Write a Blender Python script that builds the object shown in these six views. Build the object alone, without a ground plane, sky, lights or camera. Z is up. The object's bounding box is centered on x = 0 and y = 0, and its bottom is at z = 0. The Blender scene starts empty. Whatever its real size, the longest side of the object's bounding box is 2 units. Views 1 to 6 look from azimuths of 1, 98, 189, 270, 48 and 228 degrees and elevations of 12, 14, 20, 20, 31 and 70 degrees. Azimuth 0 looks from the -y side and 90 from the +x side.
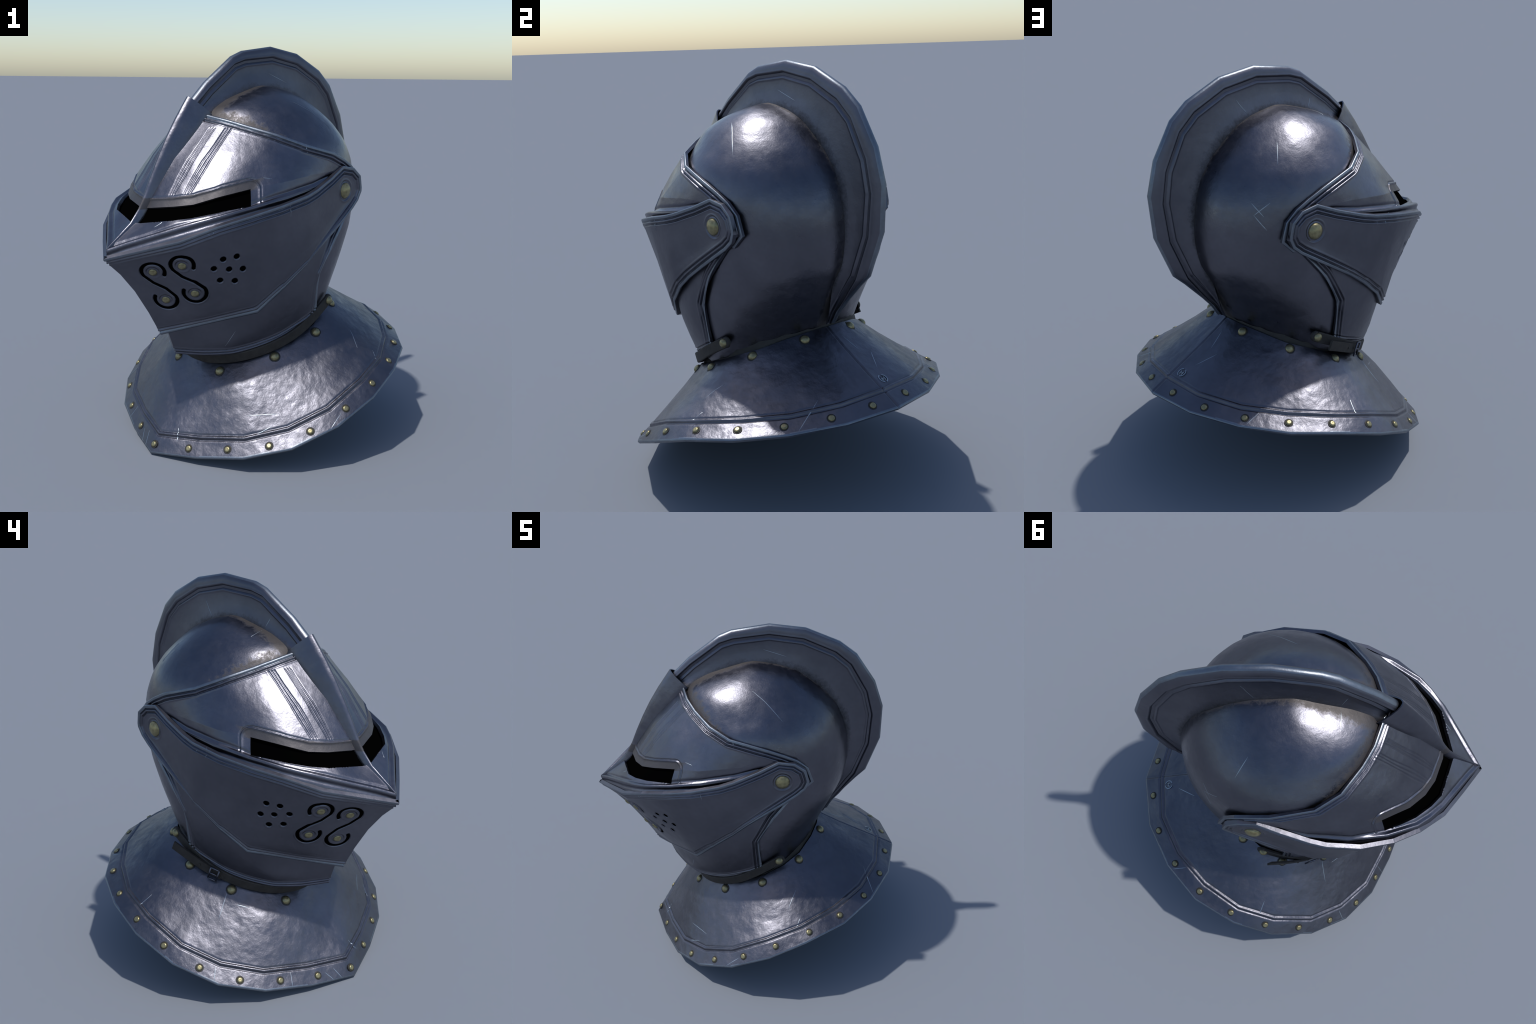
# Closed tournament helmet: skull with comb, keeled visor, pivoting ventail, chin plate, flared gorget.
# Everything is modelled in the helmet's own frame (x forward, y to the wearer's left, z up)
# and is parented to an Empty that turns it into place.
import bpy, math
import numpy as np

YAW = math.radians(-134.0)
RNG = np.random.default_rng(7)

# ------------------------------------------------------------------ scene root
root = bpy.data.objects.new("knight_helmet", None)
bpy.context.scene.collection.objects.link(root)
root.rotation_euler = (0, 0, YAW)
root.location = (-0.003 * math.cos(math.radians(-44)), -0.003 * math.sin(math.radians(-44)), 0)
root["label"] = "dark blued steel closed helmet with comb and gorget"
root["category"] = "helmet"


def link(obj, parent=root):
    bpy.context.scene.collection.objects.link(obj)
    obj.parent = parent
    return obj


# ------------------------------------------------------------------ materials
def new_mat(name):
    m = bpy.data.materials.new(name)
    m.use_nodes = True
    nt = m.node_tree
    nt.nodes.clear()
    out = nt.nodes.new("ShaderNodeOutputMaterial")
    b = nt.nodes.new("ShaderNodeBsdfPrincipled")
    nt.links.new(b.outputs[0], out.inputs[0])
    return m, nt, b


class G:
    """tiny helper around a node tree"""

    def __init__(self, nt):
        self.nt = nt
        self.tc = nt.nodes.new("ShaderNodeTexCoord")

    def put(self, sock, val):
        if isinstance(val, bpy.types.NodeSocket):
            self.nt.links.new(val, sock)
        else:
            sock.default_value = val

    def obj(self):
        return self.tc.outputs["Object"]

    def noise(self, scale, detail=4, rough=0.55, vec=None, distortion=0.0):
        n = self.nt.nodes.new("ShaderNodeTexNoise")
        n.inputs["Scale"].default_value = scale
        n.inputs["Detail"].default_value = detail
        n.inputs["Roughness"].default_value = rough
        n.inputs["Distortion"].default_value = distortion
        self.nt.links.new(vec or self.obj(), n.inputs["Vector"])
        return n.outputs[0]

    def mapping(self, scale, rot=(0, 0, 0)):
        n = self.nt.nodes.new("ShaderNodeMapping")
        n.inputs["Scale"].default_value = scale
        n.inputs["Rotation"].default_value = rot
        self.nt.links.new(self.obj(), n.inputs["Vector"])
        return n.outputs[0]

    def ramp(self, fac, stops):
        n = self.nt.nodes.new("ShaderNodeValToRGB")
        e = n.color_ramp.elements
        while len(e) < len(stops):
            e.new(0.5)
        for el, (p, c) in zip(e, stops):
            el.position = p
            el.color = (c, c, c, 1) if isinstance(c, (int, float)) else (*c, 1)
        self.nt.links.new(fac, n.inputs[0])
        return n.outputs[0]

    def mix(self, fac, a, b, mode="MIX"):
        n = self.nt.nodes.new("ShaderNodeMix")
        n.data_type = "RGBA"
        n.blend_type = mode
        self.put(n.inputs[0], fac)
        for s, v in ((n.inputs[6], a), (n.inputs[7], b)):
            self.put(s, (*v, 1) if isinstance(v, tuple) and len(v) == 3 else v)
        return n.outputs[2]

    def math(self, op, a, b=None, clamp=False):
        n = self.nt.nodes.new("ShaderNodeMath")
        n.operation = op
        n.use_clamp = clamp
        self.put(n.inputs[0], a)
        if b is not None:
            self.put(n.inputs[1], b)
        return n.outputs[0]

    def sep(self):
        n = self.nt.nodes.new("ShaderNodeSeparateXYZ")
        self.nt.links.new(self.obj(), n.inputs[0])
        return n.outputs

    def bump(self, height, strength, dist, normal=None):
        n = self.nt.nodes.new("ShaderNodeBump")
        n.inputs["Strength"].default_value = strength
        n.inputs["Distance"].default_value = dist
        self.nt.links.new(height, n.inputs["Height"])
        if normal is not None:
            self.nt.links.new(normal, n.inputs["Normal"])
        return n.outputs[0]


STEEL = (0.113, 0.116, 0.141)
STEEL2 = (0.150, 0.152, 0.182)
GRIME = (0.060, 0.055, 0.052)


def steel(name, rough=0.36, tone=(1, 1, 1), hammer=0.6, dirt_shade=None, grime=GRIME, mottle=0.22):
    m, nt, b = new_mat(name)
    g = G(nt)
    tone = tone if isinstance(tone, tuple) else (tone,) * 3
    big = g.ramp(g.noise(3.2, 5, 0.6), [(0.35, 0.0), (0.68, 1.0)])
    col = g.mix(big, tuple(c * t for c, t in zip(STEEL, tone)), tuple(c * t for c, t in zip(STEEL2, tone)))
    fine = g.ramp(g.noise(46, 6, 0.7), [(0.40, 0.0), (0.72, 1.0)])
    col = g.mix(g.math("MULTIPLY", fine, 0.30), col, (0.11, 0.105, 0.12))
    r = g.math("ADD", g.math("MULTIPLY", g.noise(15, 8, 0.72), mottle), rough - mottle * .5)
    if dirt_shade is not None:
        d = dirt_shade(g)
        col = g.mix(g.math("MULTIPLY", d, 0.85), col, grime)
        r = g.math("ADD", r, g.math("MULTIPLY", d, 0.20))
        nt.links.new(g.math("SUBTRACT", 1.0, g.math("MULTIPLY", d, 0.35)), b.inputs["Metallic"])
    else:
        b.inputs["Metallic"].default_value = 1.0
    nt.links.new(col, b.inputs["Base Color"])
    nt.links.new(r, b.inputs["Roughness"])
    n1 = g.bump(g.noise(8.5, 2, 0.45), 0.30 * hammer, 0.03)
    n1 = g.bump(g.noise(32, 3, 0.5), 0.16 * hammer, 0.012, n1)
    n2 = g.bump(g.noise(120, 3, 0.6), 0.12, 0.004, n1)
    nt.links.new(n2, b.inputs["Normal"])
    return m


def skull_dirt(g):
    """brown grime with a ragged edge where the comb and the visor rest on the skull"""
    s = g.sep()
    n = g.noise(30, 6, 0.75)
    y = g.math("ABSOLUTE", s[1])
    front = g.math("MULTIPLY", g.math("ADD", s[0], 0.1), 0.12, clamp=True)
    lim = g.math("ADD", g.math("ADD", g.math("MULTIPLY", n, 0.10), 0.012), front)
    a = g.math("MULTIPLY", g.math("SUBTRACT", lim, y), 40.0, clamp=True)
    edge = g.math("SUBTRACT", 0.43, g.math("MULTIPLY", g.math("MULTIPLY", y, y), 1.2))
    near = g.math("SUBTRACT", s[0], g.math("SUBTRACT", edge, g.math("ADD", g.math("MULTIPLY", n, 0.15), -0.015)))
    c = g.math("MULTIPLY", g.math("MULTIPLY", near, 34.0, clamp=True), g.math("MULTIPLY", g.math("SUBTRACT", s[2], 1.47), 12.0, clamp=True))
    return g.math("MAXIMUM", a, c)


def comb_grime_shade(g):
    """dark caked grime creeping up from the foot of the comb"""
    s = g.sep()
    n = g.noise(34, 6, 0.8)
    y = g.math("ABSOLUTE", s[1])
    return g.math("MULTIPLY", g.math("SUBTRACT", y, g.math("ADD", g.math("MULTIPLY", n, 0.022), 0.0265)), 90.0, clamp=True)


def visor_dirt(g):
    """dull tarnish on the frame of the eye slit"""
    s = g.sep()
    n = g.noise(38, 5, 0.7)
    y = g.math("ABSOLUTE", s[1])
    rise = g.math("SUBTRACT", s[2], g.math("ADD", g.math("MULTIPLY", g.math("MULTIPLY", y, y), 0.6), 1.25))
    a = g.math("MULTIPLY", g.math("SUBTRACT", g.math("ADD", g.math("MULTIPLY", n, 0.012), 0.036), rise), 200.0, clamp=True)
    lo = g.math("MULTIPLY", g.math("ADD", rise, 0.012), 300.0, clamp=True)
    return g.math("MULTIPLY", g.math("MULTIPLY", a, lo), g.math("MULTIPLY", g.math("SUBTRACT", 0.425, y), 60.0, clamp=True))


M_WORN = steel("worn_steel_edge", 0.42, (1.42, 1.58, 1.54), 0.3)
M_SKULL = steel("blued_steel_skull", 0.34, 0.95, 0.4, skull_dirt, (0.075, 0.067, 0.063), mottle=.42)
M_COMB = steel("blued_steel_comb", 0.42, 0.95, 0.35, comb_grime_shade, (0.020, 0.019, 0.020))
M_VISOR = steel("blued_steel_visor", 0.34, 1.0, 0.5, visor_dirt, (0.058, 0.054, 0.056), mottle=.36)
M_VENT = steel("blued_steel_ventail", 0.42, 0.95, 0.4)
M_CHIN = steel("blued_steel_chin", 0.42, 0.9, 0.4)
M_GORGET = steel("hammered_steel_gorget", 0.41, 0.90, 1.0, mottle=0.5)

m, nt, b = new_mat("flat_black")  # flat black standing in for darkness in slit, slots, holes and neck
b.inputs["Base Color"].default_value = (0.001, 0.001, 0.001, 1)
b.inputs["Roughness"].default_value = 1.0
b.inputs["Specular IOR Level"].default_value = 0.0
M_FLAT_BLACK = m

m, nt, b = new_mat("tarnished_brass")
g = G(nt)
c = g.mix(g.ramp(g.noise(60, 4), [(0.35, 0.0), (0.7, 1.0)]), (0.30, 0.27, 0.15), (0.19, 0.165, 0.09))
nt.links.new(c, b.inputs["Base Color"])
b.inputs["Metallic"].default_value = 0.75
b.inputs["Roughness"].default_value = 0.38
M_BRASS = m

m, nt, b = new_mat("dark_leather")
g = G(nt)
c = g.mix(g.ramp(g.noise(24, 6, 0.7), [(0.35, 0.0), (0.7, 1.0)]), (0.018, 0.015, 0.013), (0.034, 0.029, 0.025))
nt.links.new(c, b.inputs["Base Color"])
b.inputs["Roughness"].default_value = 0.75
nt.links.new(g.bump(g.noise(90, 4, 0.6), 0.3, 0.006), b.inputs["Normal"])
M_LEATHER = m

m, nt, b = new_mat("shade_dark_fill")  # dark fill for the rivet shade rings and the neck gap band
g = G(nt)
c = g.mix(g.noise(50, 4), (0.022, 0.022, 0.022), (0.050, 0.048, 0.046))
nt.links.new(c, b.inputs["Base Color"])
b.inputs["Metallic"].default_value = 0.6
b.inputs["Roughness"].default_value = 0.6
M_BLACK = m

m, nt, b = new_mat("bright_scratch")
b.inputs["Base Color"].default_value = (0.31, 0.35, 0.39, 1)
b.inputs["Metallic"].default_value = 1.0
b.inputs["Roughness"].default_value = 0.4
M_SCRATCH = m


# ------------------------------------------------------------------ surface machinery
def cr_tangents(P, axis, brk):
    """finite-difference tangents (per knot, left/right) with optional creases, uniform parameter"""
    P = np.moveaxis(P, axis, 0)
    n = len(P)
    L = np.zeros_like(P)
    R = np.zeros_like(P)
    for i in range(n):
        a = P[i] - P[i - 1] if i > 0 else P[1] - P[0]
        c = P[i + 1] - P[i] if i < n - 1 else P[-1] - P[-2]
        if i in brk or i == 0 or i == n - 1:
            L[i], R[i] = a, c
        else:
            la = np.linalg.norm(a, axis=-1, keepdims=True) + 1e-9
            lc = np.linalg.norm(c, axis=-1, keepdims=True) + 1e-9
            d = a / la * lc + c / lc * la
            d = d / (la + lc)
            L[i], R[i] = d * la, d * lc
    return P, L, R


def resample(P, axis, counts, brk=(), smooth=True):
    Pm, L, R = cr_tangents(P, axis, set(brk))
    out = []
    for i, k in enumerate(counts):
        for j in range(k):
            t = j / k
            a, c = Pm[i], Pm[i + 1]
            if smooth:
                h = (2 * t**3 - 3 * t**2 + 1, t**3 - 2 * t**2 + t, -2 * t**3 + 3 * t**2, t**3 - t**2)
                out.append(h[0] * a + h[1] * R[i] + h[2] * c + h[3] * L[i + 1])
            else:
                out.append(a * (1 - t) + c * t)
    out.append(Pm[-1])
    return np.moveaxis(np.array(out), 0, axis)


def grid_normals(P):
    du = np.gradient(P, axis=1)
    dv = np.gradient(P, axis=0)
    n = np.cross(du, dv)
    l = np.linalg.norm(n, axis=-1, keepdims=True)
    return n / np.maximum(l, 1e-12)


def dist_to_polyline(P, line):
    """distance of points P (...,3) to a 3D polyline"""
    Q = P.reshape(-1, 3)
    best = np.full(len(Q), 9.0)
    for a, c in zip(line[:-1], line[1:]):
        d = c - a
        L2 = d @ d
        if L2 < 1e-12:
            continue
        t = np.clip((Q - a) @ d / L2, 0, 1)
        best = np.minimum(best, np.linalg.norm(Q - a - t[:, None] * d, axis=1))
    return best.reshape(P.shape[:-1])


def gauss(d, c, w):
    return np.exp(-(((d - c) / w) ** 2))


def mesh_from(name, verts, faces, mat, normals=None, parent=root):
    me = bpy.data.meshes.new(name)
    verts = np.asarray(verts, float)
    sizes = np.array([len(f) for f in faces]) if not isinstance(faces, np.ndarray) else np.full(len(faces), faces.shape[1])
    flat = faces.ravel() if isinstance(faces, np.ndarray) else np.concatenate([np.asarray(f) for f in faces])
    me.vertices.add(len(verts))
    me.vertices.foreach_set("co", verts.ravel())
    me.loops.add(len(flat))
    me.loops.foreach_set("vertex_index", flat.astype(np.int32))
    me.polygons.add(len(sizes))
    me.polygons.foreach_set("loop_start", np.concatenate([[0], np.cumsum(sizes)[:-1]]).astype(np.int32))
    me.update(calc_edges=True)
    me.update()
    me.polygons.foreach_set("use_smooth", np.ones(len(me.polygons), dtype=bool))
    if normals is not None:
        me.normals_split_custom_set_from_vertices(normals.tolist())
    me.materials.append(mat)
    o = bpy.data.objects.new(name, me)
    return link(o, parent)


class Patch:
    """Half of a plate given as rows x columns of control points (first column on the centre plane),
    mirrored, facetted like hammered plate in outline and smooth in its shading."""

    def __init__(self, grid, res=0.0045, row_break=(), col_break=(), centre_crease=False, mirror=True, soft=0.0, centre=(0, 0, 1.1)):
        g = np.array(grid, float)
        if mirror:
            m = g[:, :0:-1].copy()
            m[..., 1] *= -1
            full = np.concatenate([m, g], axis=1)
            n = g.shape[1]
            cb = {n - 1 + c for c in col_break} | {n - 1 - c for c in col_break}
            if centre_crease:
                cb.add(n - 1)
        else:
            full = g
            cb = set(col_break)
        R, C = full.shape[:2]
        self.C = C
        self.mid = (C - 1) // 2
        rc = [max(1, int(round(np.linalg.norm(full[i + 1] - full[i], axis=-1).max() / res))) for i in range(R - 1)]
        cc = [max(1, int(round(np.linalg.norm(full[:, j + 1] - full[:, j], axis=-1).max() / res))) for j in range(C - 1)]
        self.row_at = np.concatenate([[0], np.cumsum(rc)])
        self.col_at = np.concatenate([[0], np.cumsum(cc)])
        lin = resample(resample(full, 0, rc, smooth=False), 1, cc, smooth=False)
        smo = resample(resample(full, 0, rc, row_break), 1, cc, cb)
        self.N = grid_normals(smo)
        self.S = smo
        self.P = lin * (1 - soft) + smo * soft
        if np.mean(np.sum(self.N * (self.S - np.array(centre)), -1)) < 0:
            self.flip()
            self.col_at = self.P.shape[1] - 1 - self.col_at[::-1]
        self.h = np.zeros(self.P.shape[:2])
        self.keep = np.ones((self.P.shape[0] - 1, self.P.shape[1] - 1), bool)
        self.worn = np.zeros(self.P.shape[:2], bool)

    def flip(self):
        self.P = self.P[:, ::-1]
        self.S = self.S[:, ::-1]
        self.N = -self.N[:, ::-1]

    def row_line(self, r):
        return self.P[self.row_at[r]][self.col_at]

    def col_line(self, c):
        return self.P[:, self.col_at[c]][self.row_at]

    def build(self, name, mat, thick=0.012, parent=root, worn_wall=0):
        P = self.P + self.h[..., None] * self.N
        Ns = grid_normals(self.S + self.h[..., None] * self.N)
        I = self.P - thick * self.N
        nr, nc = P.shape[:2]
        idx = np.arange(nr * nc).reshape(nr, nc)
        k = self.keep
        a, b_, c, d = idx[:-1, :-1][k], idx[:-1, 1:][k], idx[1:, 1:][k], idx[1:, :-1][k]
        quads = np.stack([a, b_, c, d], 1)
        n = nr * nc
        verts = [P.reshape(-1, 3), I.reshape(-1, 3)]
        norms = [Ns.reshape(-1, 3), -self.N.reshape(-1, 3)]
        faces = [quads, quads[:, ::-1] + n]
        # edge walls along every border of the kept cells
        e = np.concatenate([quads[:, [i, (i + 1) % 4]] for i in range(4)])
        key, rev = e[:, 0] * n + e[:, 1], e[:, 1] * n + e[:, 0]
        es = e[~np.isin(key, rev)]
        Pf, If = P.reshape(-1, 3), I.reshape(-1, 3)
        wn = np.cross(Pf[es[:, 1]] - Pf[es[:, 0]], self.N.reshape(-1, 3)[es[:, 0]])
        wn /= np.maximum(np.linalg.norm(wn, axis=1, keepdims=True), 1e-9)
        base = 2 * n
        m_ = len(es)
        verts += [Pf[es[:, 0]], Pf[es[:, 1]], If[es[:, 1]], If[es[:, 0]]]
        norms += [wn] * 4
        r = np.arange(m_) + base
        faces.append(np.stack([r + m_, r, r + 3 * m_, r + 2 * m_], 1))
        V = np.concatenate(verts)
        Nn = np.concatenate(norms)
        Fc = np.concatenate(faces)
        used = np.unique(Fc)
        remap = -np.ones(len(V), int)
        remap[used] = np.arange(len(used))
        o = mesh_from(name, V[used], remap[Fc], mat, Nn[used], parent)
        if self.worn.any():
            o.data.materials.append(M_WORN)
            mi = np.zeros(len(Fc), np.int32)
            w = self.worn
            mi[:len(quads)] = (w[:-1, :-1].astype(int) + w[:-1, 1:] + w[1:, 1:] + w[1:, :-1])[k] >= 2
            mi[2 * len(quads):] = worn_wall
            o.data.polygons.foreach_set("material_index", mi)
        return o


def border(d, lines=((0.019, 0.0036), (0.037, 0.0036)), depth=0.0065, bead=0.004):
    """flat raised edge band, then an engraved double line with a bead between; edge rolled over"""
    h = np.zeros_like(d)
    for c, w in lines:
        h -= depth * gauss(d, c, w)
    if len(lines) > 1:
        mid = 0.5 * (lines[0][0] + lines[1][0])
        h += bead * gauss(d, mid, 0.0055)
        h += 0.002 * gauss(d, lines[1][0] + .008, .005)
    h += 0.0025 * np.clip((lines[0][0] - d) / .004, 0, 1)
    h -= 0.003 * np.clip(1 - d / 0.004, 0, 1) ** 2
    return h


# ------------------------------------------------------------------ gorget (flared collar plate)
neck = [(.445, 0, .425), (.425, .105, .428), (.385, .205, .448), (.255, .345, .512), (.13, .393, .562), (.02, .407, .610),
        (-.095, .385, .660), (-.19, .320, .700), (-.262, .215, .742), (-.30, .11, .762), (-.315, 0, .768)]
line = [(.708, 0, .088), (.630, .225, .112), (.532, .437, .146), (.386, .591, .203), (.214, .695, .289), (.005, .725, .389),
        (-.193, .690, .450), (-.388, .578, .488), (-.547, .425, .517), (-.656, .232, .547), (-.689, 0, .560)]
rim = [(.760, 0, .010), (.678, .245, .038), (.575, .470, .078), (.423, .645, .137), (.224, .760, .227), (0, .797, .324),
       (-.213, .762, .402), (-.432, .655, .444), (-.602, .482, .472), (-.726, .264, .497), (-.778, 0, .511)]
neck, line, rim = map(np.array, (neck, line, rim))
mid1 = neck * .66 + line * .34 + np.array([0, 0, -.006])
mid2 = neck * .33 + line * .67 + np.array([0, 0, -.004])
mid1[1:3] += np.array([.012, .004, .008])
mid2[1:3] += np.array([.008, .003, .005])
mid1[0] -= np.array([.010, 0, .006])
mid2[0] -= np.array([.006, 0, .004])
gp = Patch([neck, mid1, mid2, line, rim], res=0.0048, centre=(0, 0, -1))
d = dist_to_polyline(gp.P, gp.row_line(3))
below = np.zeros_like(d)
below[gp.row_at[3]:] = 1
gp.h -= 0.0065 * gauss(d, 0.0, 0.0042)
gp.h += 0.0045 * gauss(d, 0.0125, 0.0065) * (1 - below)
gp.h -= 0.0045 * gauss(d, 0.024, 0.0034) * (1 - below)
de = dist_to_polyline(gp.P, gp.row_line(4))
gp.h -= 0.004 * np.clip(1 - de / 0.007, 0, 1) ** 2
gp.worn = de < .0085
back = gp.P[..., 0] < 0
gp.h -= 0.006 * gauss(np.abs(gp.P[..., 1]), 0, 0.0045) * back
rim_rivets = [(.736, 0, .051), (.673, .192, .071), (.588, .379, .101), (.475, .547, .139), (.324, .671, .207), (.148, .740, .292),
              (-.038, .753, .376), (-.229, .708, .435), (-.408, .611, .469), (-.558, .474, .497), (-.666, .300, .518), (-.718, .103, .534)]
collar_rivets = [(.433, .158, .398), (.263, .374, .492), (.030, .437, .580), (-.187, .349, .673), (-.318, .143, .736)]
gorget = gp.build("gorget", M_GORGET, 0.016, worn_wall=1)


# ------------------------------------------------------------------ skull (bowl) and comb
def skull_rows(shrink=0.0):
    # z, x of back, x of front, half width, x of the widest point
    spec = [(0.600, -.285, .33, .392, .03), (0.680, -.312, .36, .410, .02), (0.790, -.356, .40, .430, .00),
            (0.930, -.415, .42, .450, -.02), (1.080, -.466, .43, .463, -.03), (1.220, -.490, .44, .469, -.03),
            (1.340, -.486, .44, .469, -.03), (1.440, -.464, .44, .463, -.01), (1.530, -.426, .44, .437, .01),
            (1.610, -.366, .430, .380, .01), (1.680, -.290, .388, .315, .03), (1.735, -.217, .290, .242, .03),
            (1.775, -.122, .168, .165, .03), (1.796, -.035, .09, .092, .03), (1.804, .022, .040, .030, .03)]
    rows = []
    for z, xb, xf, w, xw in spec:
        k = np.interp(z, [0.6, 1.15], [-.42, 0.0])
        row = []
        for t in np.linspace(0, math.pi, 15):
            c, s = math.cos(t), math.sin(t)
            a = (xf - xw) if c > 0 else (xw - xb)
            p = np.interp(z, [.7, 1.1], [1.85, 2.06]) if c < 0 else 2.10
            x = xw + a * math.copysign(abs(c) ** (2 / p), c)
            y = w * abs(s) ** (2 / p)
            row.append((x * (1 - shrink), y * (1 - shrink), z - 0.02 * shrink + k * x))
        rows.append(row)
    return np.array(rows)


sk = Patch(skull_rows()[::-1], res=0.012, soft=0.6)
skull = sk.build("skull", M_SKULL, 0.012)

# comb: outer edge and foot of the crest, station by station along the centre plane
comb_edge = np.array([(.480, 1.735), (.389, 1.820), (.213, 1.945), (.143, 1.972), (-.065, 1.999), (-.261, 1.969), (-.446, 1.884),
                      (-.538, 1.808), (-.640, 1.642), (-.687, 1.485), (-.678, 1.281), (-.597, 1.069), (-.540, 1.014), (-.405, .868), (-.36, .80)])
comb_foot = np.array([(.420, 1.655), (.330, 1.690), (.180, 1.735), (.110, 1.755), (-.050, 1.755), (-.200, 1.705), (-.310, 1.610),
                      (-.360, 1.540), (-.430, 1.420), (-.455, 1.340), (-.455, 1.200), (-.420, 1.030), (-.400, .970), (-.365, .850), (-.34, .79)])
groove_depth = [.040, .045, .050, .056, .064, .068, .070, .074, .082, .086, .086, .080, .066, .030, .020]
comb_rows = []
for e, f, gd, wide in zip(comb_edge, comb_foot, groove_depth, [1] * 11 + [.95, .85, .6, .45]):
    L = np.linalg.norm(f - e)
    u = (f - e) / L
    prof = [(0, 0), (0.002, .009), (gd * .22, .020), (gd * .6, .027), (gd, .025), (gd * 1.35, .024)]
    d0 = prof[-1][0]
    for t, w in ((.30, .028), (.60, .038), (.85, .049), (1.0, .055)):
        prof.append((d0 + (L - d0) * t, w))
    comb_rows.append([(e[0] + u[0] * a, w * wide, e[1] + u[1] * a) for a, w in prof])
cp = Patch(comb_rows, res=0.005)
for side_col in (cp.mid - 4, cp.mid + 4):
    ln = cp.col_line(side_col)
    d = dist_to_polyline(cp.P, ln)
    cp.h -= .011 * gauss(d, 0, .0075)
    cp.h += .003 * gauss(d, .017, .004)
cp.worn = dist_to_polyline(cp.P, cp.col_line(cp.mid)) < .015  # worn rim; the lighter steel also paints in its sun glint
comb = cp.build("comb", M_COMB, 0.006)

# ------------------------------------------------------------------ visor with eye slit and shelf
top = [(.440, 0, 1.676), (.423, .062, 1.668), (.393, .165, 1.648), (.370, .210, 1.636), (.345, .255, 1.622), (.262, .372, 1.585),
       (.155, .439, 1.540), (-.038, .472, 1.488), (-.130, .467, 1.448), (-.195, .461, 1.412), (-.250, .453, 1.360), (-.278, .449, 1.270), (-.215, .449, 1.207)]
slit_hi = [(.772, 0, 1.247), (.768, .045, 1.252), (.728, .168, 1.268), (.680, .247, 1.281), (.604, .325, 1.314), (.471, .407, 1.349),
           (.330, .474, 1.372), (.120, .492, 1.395), (-.020, .482, 1.400), (-.100, .473, 1.385), (-.150, .469, 1.345), (-.165, .466, 1.280), (-.130, .464, 1.240)]
slit_lo = [(.832, 0, 1.182), (.821, .036, 1.182), (.767, .217, 1.212), (.715, .280, 1.224), (.640, .347, 1.244), (.496, .437, 1.278),
           (.340, .486, 1.315), (.140, .498, 1.345), (-.005, .482, 1.375), (-.090, .473, 1.360), (-.140, .468, 1.330), (-.150, .465, 1.285), (-.115, .463, 1.260)]
lip = [(.982, 0, 1.071), (.925, .070, 1.104), (.779, .266, 1.184), (.712, .336, 1.214), (.650, .386, 1.236), (.503, .453, 1.272),
       (.322, .496, 1.304), (.140, .501, 1.332), (-.003, .480, 1.360), (-.085, .471, 1.350), (-.130, .467, 1.320), (-.140, .464, 1.287), (-.110, .462, 1.270)]
wall = np.array(lip) + np.array([(.008, 0, -.050), (.008, .004, -.050), (.009, .006, -.050), (.008, .008, -.050), (.007, .009, -.050), (.004, .012, -.048),
                                 (.004, .010, -.045)] + [(0, -.004, -.03)] * 6)
top, slit_hi, slit_lo, lip, wall = map(np.array, (top, slit_hi, slit_lo, lip, wall))
CORNER = 5   # column of the outer corner of the eye slit
m1 = top * .5 + slit_hi * .5
m1[:, 0] += np.array([.020, .020, .014, .008, .006, 0, 0, 0, 0, 0, 0, 0, 0])
m1[:, 1] -= np.array([0, 0, 0, 0, -.002, -.002, 0, 0, 0, 0, 0, 0, 0])
m1[:6, 2] += .006
vp = Patch([top, m1, slit_hi, slit_lo, lip, wall], res=0.0045, row_break=(2, 3, 4), col_break=(), centre_crease=True)
r2, r3 = vp.row_at[2], vp.row_at[3]
c0, c1 = vp.col_at[vp.mid - CORNER], vp.col_at[vp.mid + CORNER]
vp.keep[r2:r3, c0:c1] = False
d = dist_to_polyline(vp.P, np.concatenate([vp.col_line(0)[::-1], vp.row_line(0), vp.col_line(vp.C - 1)]))
vp.h += border(d)
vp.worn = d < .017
sl = np.concatenate([vp.P[[r3], c0], vp.P[r2, vp.col_at[vp.mid - CORNER:vp.mid + CORNER + 1]], vp.P[[r3], c1]])
d = dist_to_polyline(vp.P, sl)
above = np.ones_like(d)
above[r3 + 1:] = 0
vp.h += above * (-0.004 * gauss(d, 0.050, .004) + .003 * gauss(d, .042, .005) - .005 * np.clip(1 - d / .042, 0, 1) ** .3)
dl = dist_to_polyline(vp.P, vp.row_line(4))
vp.h += 0.004 * gauss(dl, 0.004, .007) - .005 * gauss(dl, .022, .008)
# two groups of fine flutes down each cheek of the visor
ya = np.abs(vp.P[..., 1])
zone = np.clip((d - .052) / .01, 0, 1) * above * np.clip((1.612 - vp.P[..., 2]) / .01, 0, 1)
for y0 in (.113, .126, .139, .183, .196, .209):
    wob = .0025 * np.sin(vp.P[..., 2] * 23 + y0 * 90)
    vp.h -= .0028 * gauss(ya, y0 + wob, .0032) * zone
visor = vp.build("visor", M_VISOR, 0.015)

# added black pane close behind the slit, so the inside reads dark
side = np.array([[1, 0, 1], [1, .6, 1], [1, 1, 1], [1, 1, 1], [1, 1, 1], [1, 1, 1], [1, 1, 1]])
slit_pane = Patch([m1[:7] * .94 + np.array([0, 0, .03]), slit_hi[:7] - np.array([.024, .018, -.012]) * side,
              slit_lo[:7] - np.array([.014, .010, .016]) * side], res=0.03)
slit_pane.build("slit_black_pane", M_FLAT_BLACK, 0.004)

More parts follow.
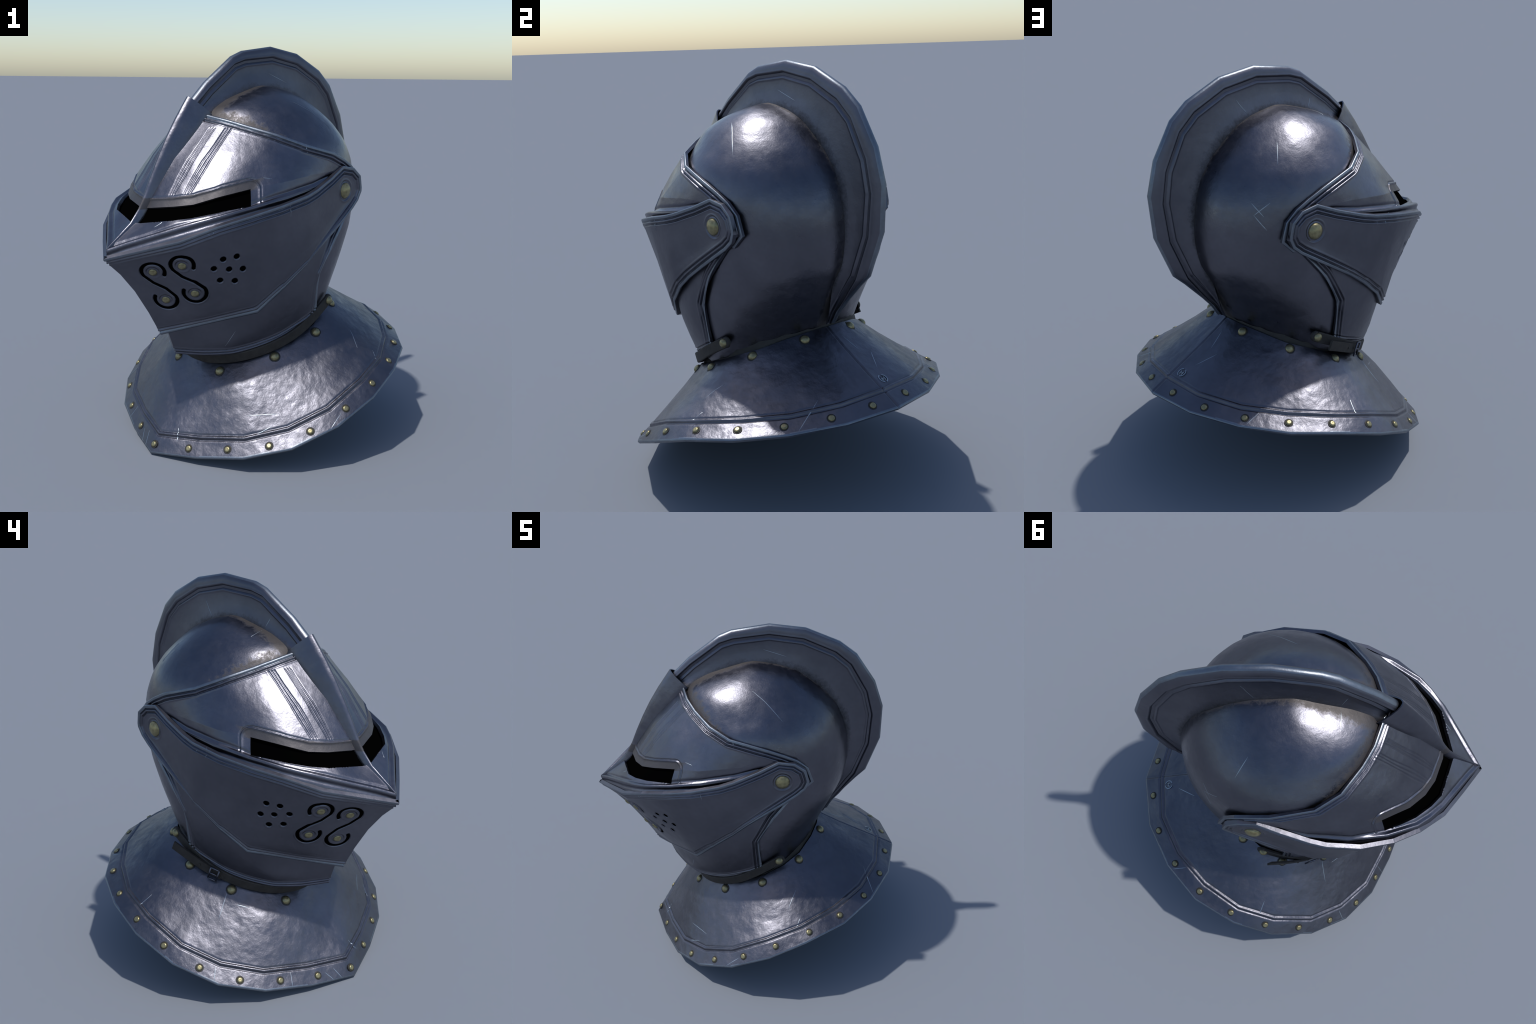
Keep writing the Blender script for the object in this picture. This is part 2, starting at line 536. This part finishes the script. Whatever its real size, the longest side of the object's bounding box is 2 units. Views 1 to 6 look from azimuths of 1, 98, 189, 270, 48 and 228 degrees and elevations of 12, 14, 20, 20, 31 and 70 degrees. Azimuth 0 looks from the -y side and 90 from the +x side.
# keel: folded ridge running down the visor, across the slit, to the tip of the shelf
keel = [  # apex x, z, half width, depth
    (.499, 1.752, .064, .105), (.575, 1.648, .060, .092), (.634, 1.558, .054, .082), (.684, 1.470, .047, .070),
    (.730, 1.380, .037, .053), (.767, 1.300, .027, .036), (.800, 1.242, .019, .030), (.850, 1.182, .017, .026), (.985, 1.077, .003, .010)]
kr = []
for i, (x, z, w, dep) in enumerate(keel):
    a = np.array(keel[max(i - 1, 0)][:2])
    c = np.array(keel[min(i + 1, len(keel) - 1)][:2])
    t = (c - a) / np.linalg.norm(c - a)
    if i == 0:
        t = np.array([.65, -.76])
    nrm = np.array([-t[1], t[0]]) * -1
    nrm = np.array([t[1], -t[0]])  # points inward (back and down)
    if nrm[0] > 0:
        nrm = -nrm
    sec = [(0, 0), (.04, .16), (.12, .33), (.30, .52), (.60, .76), (1.0, 1.0), (1.25, 1.05)]
    kr.append([(x + nrm[0] * dep * q, w * s, z + nrm[1] * dep * q) for q, s in sec])
kp = Patch(kr, res=0.006)
kp.build("keel", M_VISOR, 0.006)

# ------------------------------------------------------------------ ventail (lower face plate on the pivots)
vt = [(1.003, 0, 1.032), (.903, .146, 1.081), (.799, .290, 1.130), (.671, .400, 1.195), (.542, .474, 1.236), (.386, .524, 1.275),
      (.226, .535, 1.308), (.150, .528, 1.328), (.014, .506, 1.375), (-.093, .486, 1.420), (-.180, .484, 1.405), (-.236, .484, 1.362), (-.252, .480, 1.300)]
vb = [(.679, 0, .607), (.610, .096, .641), (.541, .190, .675), (.465, .290, .710), (.396, .384, .742), (.295, .452, .855),
      (.176, .485, .957), (.090, .487, 1.022), (-.020, .486, 1.092), (-.120, .483, 1.155), (-.190, .479, 1.200), (-.232, .476, 1.236), (-.252, .480, 1.280)]
vt, vb = np.array(vt), np.array(vb)
rows = []
# how far each column is dished in (+) or bulged out (-), row by row from the top edge to the lower edge
dish = {0: [0] * 13, .20: [.028, .012, -.001, -.003, .000, -.006, -.006, -.004, -.002, 0, 0, 0, 0],
        .42: [.036, .013, -.004, -.007, .001, -.010, -.014, -.010, -.004, 0, 0, 0, 0],
        .70: [.024, .003, -.009, -.010, -.005, -.016, -.022, -.016, -.006, 0, 0, 0, 0],
        .90: [.008, -.003, -.010, -.010, -.008, -.018, -.024, -.020, -.012, -.006, 0, 0, 0], 1: [0, -.002, -.002, -.002, -.002] + [-.005] * 5 + [0] * 3}
for t, wgt in dish.items():
    r = vt * (1 - t) + vb * t
    wgt = np.array(wgt)
    r[:, 0] -= wgt * np.array([1, 1, .9, .8, .6, .3, 0, 0, 0, 0, 0, 0, 0])
    r[:, 1] -= wgt * np.array([0, .3, .5, .6, .8, 1, 1, 1, 1, 1, 1, 1, 1])
    rows.append(r)
tp = Patch(rows, res=0.0040, centre_crease=True)
bd = [tp.row_line(0), tp.col_line(tp.C - 1), tp.row_line(5)[::-1], tp.col_line(0)[::-1]]
d = dist_to_polyline(tp.P, np.concatenate(bd))
tp.h += border(d)
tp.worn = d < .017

# breathing holes and S-shaped slots, symmetric on both cheeks
def on_ventail(x, y, z):
    Q = np.linalg.norm(tp.P - np.array([x, y, z]), axis=-1)
    i, j = np.unravel_index(np.argmin(Q), Q.shape)
    return tp.P[i, j], tp.N[i, j]


holes = [(.568, .368, .979), (.603, .365, 1.033), (.560, .417, 1.037), (.625, .327, .985), (.515, .407, .977), (.581, .320, .926), (.526, .361, .920)]
studs = [(.820, .125, .964), (.719, .097, .819), (.746, .245, 1.002), (.650, .223, .858)]
for p in holes + studs:
    q, n = on_ventail(*p)
    print("ventail off", p, round(float((np.array(p) - q) @ n), 4))


def snap(p):
    q, n = on_ventail(*p)
    p = np.array(p, float)
    return p - ((p - q) @ n) * n


def s_curve(t_, b_):
    """an S that wraps the upper stud on the front side and the lower stud on the rear side"""
    t_, b_ = np.array(t_), np.array(b_)
    up = t_ - b_
    L = np.linalg.norm(up)
    up /= L
    _, n = on_ventail(*((t_ + b_) / 2))
    fw = np.cross(up, n)
    fw /= np.linalg.norm(fw)
    if fw[0] < 0:
        fw = -fw
    r = 0.054
    pts = []
    for a in np.linspace(-35, 195, 14):       # hook over the upper stud, opening to the rear
        th = math.radians(a)
        pts.append(t_ + r * (-fw * math.cos(th) + up * math.sin(th)))
    for a in np.linspace(15, -215, 14):       # hook under the lower stud
        th = math.radians(a)
        pts.append(b_ + r * (-fw * math.cos(th) + up * math.sin(th)))
    return np.array(pts)


slots = []
for sgn in (1, -1):
    for a, c in ((0, 1), (2, 3)):
        S = s_curve(studs[a], studs[c]) * np.array([1, sgn, 1])
        S = resample(S[:, None], 0, [3] * (len(S) - 1))[:, 0]
        slots.append(np.array([snap(p) for p in S]))
for S in slots:
    box = (np.abs(tp.P - S.mean(0)).max(-1) < .20)
    dd = np.full(tp.h.shape, 9.0)
    dd[box] = dist_to_polyline(tp.P[box], S)
    tp.h -= 0.010 / (1 + np.exp(np.clip((dd - .0072) / .0012, -50, 50)))
    tp.h += 0.0015 * gauss(dd, .0125, .003)
for sgn in (1, -1):
    for p in holes:
        dd = np.linalg.norm(tp.P - snap(np.array(p) * np.array([1, sgn, 1])), axis=-1)
        tp.h -= 0.010 / (1 + np.exp(np.clip((dd - .0130) / .0012, -50, 50)))
        tp.h += 0.0015 * gauss(dd, .0185, .003)
for sgn in (1, -1):
    for p, r in [(q, .029) for q in studs] + [((-.111, .49, 1.296), .048)]:
        dd = np.linalg.norm(tp.P - snap(np.array(p) * np.array([1, sgn, 1])), axis=-1)
        tp.h -= .003 * gauss(dd, r - .002, .004)
        tp.h += .002 * gauss(dd, r + .007, .004)
ventail = tp.build("ventail", M_VENT, 0.020)


def ribbon(name, pts, half, depth, mat, sgn, parent=ventail):
    """added black strip in the sunk groove, for the dark of a cut-through slot"""
    V, Fc = [], []
    for i, p in enumerate(pts):
        q, n = on_ventail(*p)
        # project p on the tangent plane
        q = p - ((p - q) @ n) * n
        t = pts[min(i + 1, len(pts) - 1)] - pts[max(i - 1, 0)]
        s = np.cross(n, t)
        s /= np.linalg.norm(s)
        for k in (-1, 1):
            V.append(q + s * half * k - n * depth)
        if i:
            Fc.append((2 * i - 2, 2 * i - 1, 2 * i + 1, 2 * i))
    return mesh_from(name, V, Fc, mat, None, parent)


for i, S in enumerate(slots):
    a0, a1 = S[0] - S[1], S[-1] - S[-2]
    S = np.concatenate([[S[0] + a0 / np.linalg.norm(a0) * .008], S, [S[-1] + a1 / np.linalg.norm(a1) * .008]])
    ribbon("slot_black_strip", S, .0088, .0032, M_FLAT_BLACK, 1)
for sgn in (1, -1):
    for p in holes:
        q, n = on_ventail(*(np.array(p) * np.array([1, sgn, 1])))
        q = snap(np.array(p) * np.array([1, sgn, 1]))
        a = np.cross(n, (0, 0, 1))
        a /= np.linalg.norm(a)
        c = np.cross(n, a)
        ring = [q - n * .0035 + .0150 * (a * math.cos(t) + c * math.sin(t)) for t in np.linspace(0, 2 * math.pi, 17)[:-1]]
        mesh_from("hole_black_disc", ring, [tuple(range(16))], M_FLAT_BLACK, None, ventail)  # added black disc standing in for the dark of an open hole

# ------------------------------------------------------------------ chin plate under the ventail
ct = [(.800, 0, .95), (.70, .12, .95), (.58, .28, .95), (.45, .40, .98), (.32, .455, 1.02), (.14, .472, 1.08), (-.07, .470, 1.16), (-.20, .462, 1.23)]
cm = [(.630, 0, .600), (.555, .130, .620), (.462, .258, .655), (.380, .352, .70), (.275, .430, .78), (.155, .466, .86), (.045, .476, .95), (-.056, .480, 1.050)]
cn = [(.607, 0, .540), (.532, .130, .552), (.445, .250, .575), (.358, .332, .615), (.252, .403, .675), (.166, .440, .735), (.090, .456, .80), (.031, .456, .892)]
cb = [(.587, 0, .488), (.507, .128, .492), (.414, .236, .505), (.328, .310, .535), (.240, .368, .570), (.168, .399, .605), (.095, .425, .640), (.026, .432, .676)]
hp = Patch([ct, cm, cn, cb], res=0.0045, centre_crease=True, soft=.7)
rear = np.concatenate([hp.col_line(hp.C - 1)])
d = np.minimum(dist_to_polyline(hp.P, hp.col_line(0)), dist_to_polyline(hp.P, hp.col_line(hp.C - 1)))
hp.h += border(d)
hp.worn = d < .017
d = dist_to_polyline(hp.P, hp.row_line(3))
hp.h += border(d, ((0.014, .003), (0.029, .003)), .0055, .002)
chin = hp.build("chin_plate", M_CHIN, 0.012)

# ------------------------------------------------------------------ rivets
def dome_mesh(name, r, hgt, flat=False):
    """domed rivet head standing on z = 0"""
    prof = ([(1.0, -.25), (1.0, .25), (.90, .70), (.74, 1.0), (.5, 1.04), (.2, 1.05)] if flat else
            [(1.0, -.15), (1.0, .12), (.93, .34), (.78, .60), (.55, .82), (.28, .96)])
    V, Fc = [], []
    k = 14
    for a, z in prof:
        for i in range(k):
            t = 2 * math.pi * i / k
            V.append((a * r * math.cos(t), a * r * math.sin(t), z * hgt))
    V.append((0, 0, hgt))
    for j in range(len(prof) - 1):
        for i in range(k):
            Fc.append((j * k + i, j * k + (i + 1) % k, (j + 1) * k + (i + 1) % k, (j + 1) * k + i))
    for i in range(k):
        Fc.append(((len(prof) - 1) * k + i, (len(prof) - 1) * k + (i + 1) % k, len(V) - 1))
    me = bpy.data.meshes.new(name)
    me.from_pydata(V, [], Fc)
    me.polygons.foreach_set("use_smooth", np.ones(len(me.polygons), dtype=bool))
    me.materials.append(M_BRASS)
    return me


from mathutils import Vector


def place(me, name, p, n, parent):
    o = bpy.data.objects.new(name, me)
    link(o, parent)
    o.location = Vector(p)
    o.rotation_mode = "QUATERNION"
    o.rotation_quaternion = Vector(n).to_track_quat("Z", "Y")
    return o


def surf(patch, p):
    Q = np.linalg.norm(patch.P - np.array(p), axis=-1)
    i, j = np.unravel_index(np.argmin(Q), Q.shape)
    n = patch.N[i, j]
    p = np.array(p, float)
    return p - ((p - patch.P[i, j]) @ n) * n, n


RIM_RIVET = dome_mesh("rim_rivet", .0155, .008, True)
COLLAR_RIVET = dome_mesh("collar_rivet", .0225, .017)
STUD = dome_mesh("stud", .020, .010)
def shade_ring_mesh(name, r):
    """thin dark ring standing in for the soft shade around a rivet head"""
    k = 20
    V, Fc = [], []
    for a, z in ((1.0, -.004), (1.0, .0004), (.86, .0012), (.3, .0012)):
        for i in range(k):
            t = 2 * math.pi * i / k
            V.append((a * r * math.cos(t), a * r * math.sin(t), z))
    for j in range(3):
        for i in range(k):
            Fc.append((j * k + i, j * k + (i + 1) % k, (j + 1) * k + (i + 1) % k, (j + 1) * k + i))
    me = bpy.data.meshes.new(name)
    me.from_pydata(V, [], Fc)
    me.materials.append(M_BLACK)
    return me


RIM_SHADE_RING = shade_ring_mesh("rim_shade_ring", .0215)
COLLAR_SHADE_RING = shade_ring_mesh("collar_shade_ring", .0285)
STRAP_END = dome_mesh("strap_end", .027, .0125, True)
STRAP_END.materials[0] = M_LEATHER
PIVOT = dome_mesh("pivot_rivet", .040, .022)
for lst, me, nm, wm in ((rim_rivets, RIM_RIVET, "rim_rivet", RIM_SHADE_RING), (collar_rivets, COLLAR_RIVET, "collar_rivet", COLLAR_SHADE_RING)):
    for p in lst:
        for sgn in ((1, -1) if p[1] else (1,)):
            q, n = surf(gp, (p[0], p[1] * sgn, p[2]))
            rv = place(me, nm, q, n, gorget)
            place(wm, nm + "_shade_ring", q, n, gorget)
for p in studs:
    for sgn in (1, -1):
        q, n = surf(tp, (p[0], p[1] * sgn, p[2]))
        place(STUD, "stud", q, n, ventail)
for sgn in (1, -1):
    q, n = surf(tp, (-.111, .49 * sgn, 1.296))
    place(PIVOT, "pivot_rivet", q, n, ventail)
    place(COLLAR_RIVET, "strap_rivet", (-.072, .4315 * sgn, .728), (-.12, sgn, .15), skull)
    place(STRAP_END, "strap_end", (-.078, .4195 * sgn, .731), (-.12, sgn, .15), skull)

# ------------------------------------------------------------------ chin strap with buckle
def band(name, path, width, thick, mat, parent=root, up=None):
    """flat strip following a path; up gives the width direction"""
    path = np.array(path, float)
    path = resample(path[:, None], 0, [6] * (len(path) - 1))[:, 0]
    n = len(path)
    V, Fc = [], []
    for i in range(n):
        t = path[min(i + 1, n - 1)] - path[max(i - 1, 0)]
        t /= np.linalg.norm(t)
        w = np.array(up, float)
        w = w - (w @ t) * t
        w /= np.linalg.norm(w)
        o = np.cross(t, w)
        for a, c in ((-.5, -.5), (.5, -.5), (.5, .3), (.42, .5), (-.42, .5), (-.5, .3)):
            V.append(path[i] + w * width * a + o * thick * c)
    for i in range(n - 1):
        for k in range(6):
            Fc.append((6 * i + k, 6 * i + (k + 1) % 6, 6 * i + 6 + (k + 1) % 6, 6 * i + 6 + k))
    Fc += [tuple(range(5, -1, -1)), tuple(range(6 * n - 6, 6 * n))]
    o = mesh_from(name, V, Fc, mat, None, parent)
    o.data.polygons.foreach_set("use_smooth", np.zeros(len(o.data.polygons), dtype=bool))
    return o


half = [(-.075, .4245, .730), (-.02, .430, .700), (.06, .432, .655), (.16, .412, .595), (.26, .366, .545), (.35, .285, .500), (.415, .185, .468), (.445, .08, .450)]
path = [(x, -y, z) for x, y, z in half] + half[::-1]
strap = band("chin_strap", path, .052, .014, M_LEATHER, up=(.42, 0, .9))

# the loose end hangs back from the buckle on the wearer's right
tail = band("strap_tail", [(.215, -.392, .562), (.150, -.424, .592), (.06, -.456, .640), (-.036, -.482, .690)], .050, .011, M_LEATHER, strap, up=(.42, 0, .9))
for k, p in enumerate([(.115, -.4475, .610), (.168, -.423, .584), (.225, -.394, .555)]):
    place(dome_mesh("strap_hole_disc", .0055, .001, True), "strap_hole_disc", p, (.35, -.9, .1), strap).data.materials[0] = M_LEATHER  # flat leather discs marking the strap holes, not openings


def bars(name, ends, r, mat, parent):
    """round rods between pairs of points, joined into one piece"""
    k = 8
    V, Fc = [], []
    for a, b_ in ends:
        a, b_ = np.array(a, float), np.array(b_, float)
        t = (b_ - a) / np.linalg.norm(b_ - a)
        u = np.cross(t, (.3, .5, .8))
        u /= np.linalg.norm(u)
        w = np.cross(t, u)
        o = len(V)
        V += [c + r * (u * math.cos(2 * math.pi * i / k) + w * math.sin(2 * math.pi * i / k)) for c in (a, b_) for i in range(k)]
        Fc += [(o + i, o + (i + 1) % k, o + k + (i + 1) % k, o + k + i) for i in range(k)]
        Fc += [tuple(o + i for i in range(k - 1, -1, -1)), tuple(o + i for i in range(k, 2 * k))]
    return mesh_from(name, V, Fc, mat, None, parent)


bw = np.array((.42, 0, .9)) * .036
bt = np.array((.86, .44, -.40)) * .022
bc = np.array((.190, -.424, .572))
bars("buckle", [(bc - bw - bt, bc + bw - bt), (bc + bw - bt, bc + bw + bt), (bc + bw + bt, bc - bw + bt), (bc - bw + bt, bc - bw - bt),
                (bc - bt, bc + bt * .9)], .0044, M_VISOR, strap)

# small round maker's stamp beside the back seam
q, n = surf(gp, (-.629, -.052, .589))
ex = np.cross((0, 1, 0), n)
ex /= np.linalg.norm(ex)
ey = np.cross(n, ex)
for t0, t1 in ((20, 165), (190, 340)):
    th = np.radians(np.linspace(t0, t1, 14))
    pts = [q + n * .001 + .022 * (ex * math.cos(t) + ey * math.sin(t)) for t in th]
    band("stamp_ring", pts, .004, .0045, M_SCRATCH, gorget, up=n)
strokes = (((-.012, -.008), (.012, -.009)), ((-.012, .007), (.011, .009)), ((-.001, -.008), (.001, .008)))
bars("stamp_letter", [[q + n * .001 + ex * x + ey * y for x, y in st] for st in strokes], .0026, M_SCRATCH, gorget)

# scratches: short bright nicks lying on the plates, each a thin tapering sliver
def scratches(parent, patch, segs, w=.0031):
    Q = patch.P + patch.h[..., None] * patch.N
    V, Fc = [], []
    for seg in segs:
        pts = [np.array(p) for p in seg]
        line_ = []
        for a, c in zip(pts[:-1], pts[1:]):
            for t in np.linspace(0, 1, 10, endpoint=False):
                line_.append(a * (1 - t) + c * t)
        line_.append(pts[-1])
        for i, p in enumerate(line_):
            k = np.argmin(np.sum((Q - p) ** 2, -1))
            q, n = Q.reshape(-1, 3)[k], patch.N.reshape(-1, 3)[k]
            q = p - ((p - q) @ n) * n
            t = line_[min(i + 1, len(line_) - 1)] - line_[max(i - 1, 0)]
            sd = np.cross(n, t)
            sd /= np.linalg.norm(sd)
            f = i / (len(line_) - 1)
            ww = w * (min(1, 4 * f, 4 * (1 - f)) * .9 + .1)
            b0 = len(V)
            V += [q - sd * ww - n * .001, q + n * .0011, q + sd * ww - n * .001]
            if i:
                Fc += [(b0 - 3, b0, b0 + 1, b0 - 2), (b0 - 2, b0 + 1, b0 + 2, b0 - 1)]
    o = mesh_from("scratch", V, Fc, M_SCRATCH, None, parent)
    o["kind"] = "stuff"
    return o


scratches(gorget, gp, [
    [(.249, -.392, .478), (.278, -.488, .373)], [(.305, -.386, .425), (.354, -.341, .404)], [(.373, -.610, .202), (.402, -.651, .151)],
    [(.596, -.312, .118), (.632, -.337, .058)], [(.679, -.147, .071), (.718, -.116, .025)], [(.690, -.095, .077), (.732, -.070, .020)],
    [(-.074, -.705, .421), (-.052, -.636, .461)], [(.474, .393, .244), (.375, .517, .263)], [(.485, .473, .177), (.420, .517, .215)],
    [(-.163, .501, .571), (-.115, .594, .503)], [(.650, .087, .139), (.681, .115, .081)], [(.173, .736, .278), (.254, .738, .217)],
    [(-.184, .638, .483), (-.156, .692, .440)], [(-.567, .290, .560), (-.595, .380, .514), (-.615, .445, .480)],
    [(-.470, -.130, .660), (-.567, -.078, .614)], [(-.364, -.040, .733), (-.468, -.073, .668)], [(-.489, -.492, .501), (-.570, -.500, .474)]])
scratches(comb, cp, [[(-.026, .028, 1.863), (-.154, .033, 1.817)], [(-.189, -.026, 1.857), (-.165, -.034, 1.820), (-.135, -.050, 1.785)],
                     [(.260, -.027, 1.807), (.238, -.046, 1.765)]], .002)
scratches(skull, sk, [[(.034, .260, 1.732), (-.030, .305, 1.690), (-.123, .375, 1.604)], [(-.144, -.272, 1.688), (-.198, -.343, 1.603)],
                      [(-.346, -.323, 1.447), (-.312, -.372, 1.383)], [(-.279, -.381, 1.446), (-.349, -.337, 1.388)],
                      [(-.346, -.340, 1.390), (-.308, -.383, 1.321)], [(.237, -.060, 1.755), (.244, -.147, 1.741)]])
scratches(visor, vp, [[(.405, .413, 1.393), (.365, .439, 1.388)], [(.818, .137, 1.176), (.788, .159, 1.199)], [(.142, .445, 1.533), (.138, .450, 1.494)]], .002)
scratches(ventail, tp, [[(.710, .329, 1.174), (.686, .376, 1.155), (.638, .401, 1.208)], [(.330, .524, 1.287), (.324, .526, 1.218)],
                        [(.241, -.498, 1.305), (.237, -.533, 1.255)], [(.311, -.500, 1.302), (.295, -.529, 1.244)]], .0018)
scratches(chin, hp, [[(.439, .276, .637), (.458, .222, .551)]], .002)

# added dark band filling the bright gap in the neck of the gorget
kc = np.array(neck)
kp2 = Patch([kc * np.array([.93, .93, 1]) + np.array([0, 0, .075]), kc * np.array([.99, .99, 1]) - np.array([0, 0, .02])], res=.03)
kp2.build("neck_gap_filler", M_BLACK, .006)

# added dark disc that stops light leaking through the neck opening
nk = np.array(neck) * np.array([.99, .99, 1]) - np.array([0, 0, .004])
ctr = np.array([.06, 0, .585])
lp = Patch([nk, nk * .5 + ctr * .5, nk * .02 + ctr * .98], res=.06, centre=(0, 0, -1))
lp.build("neck_light_blocker", M_FLAT_BLACK, .004)

print("built")
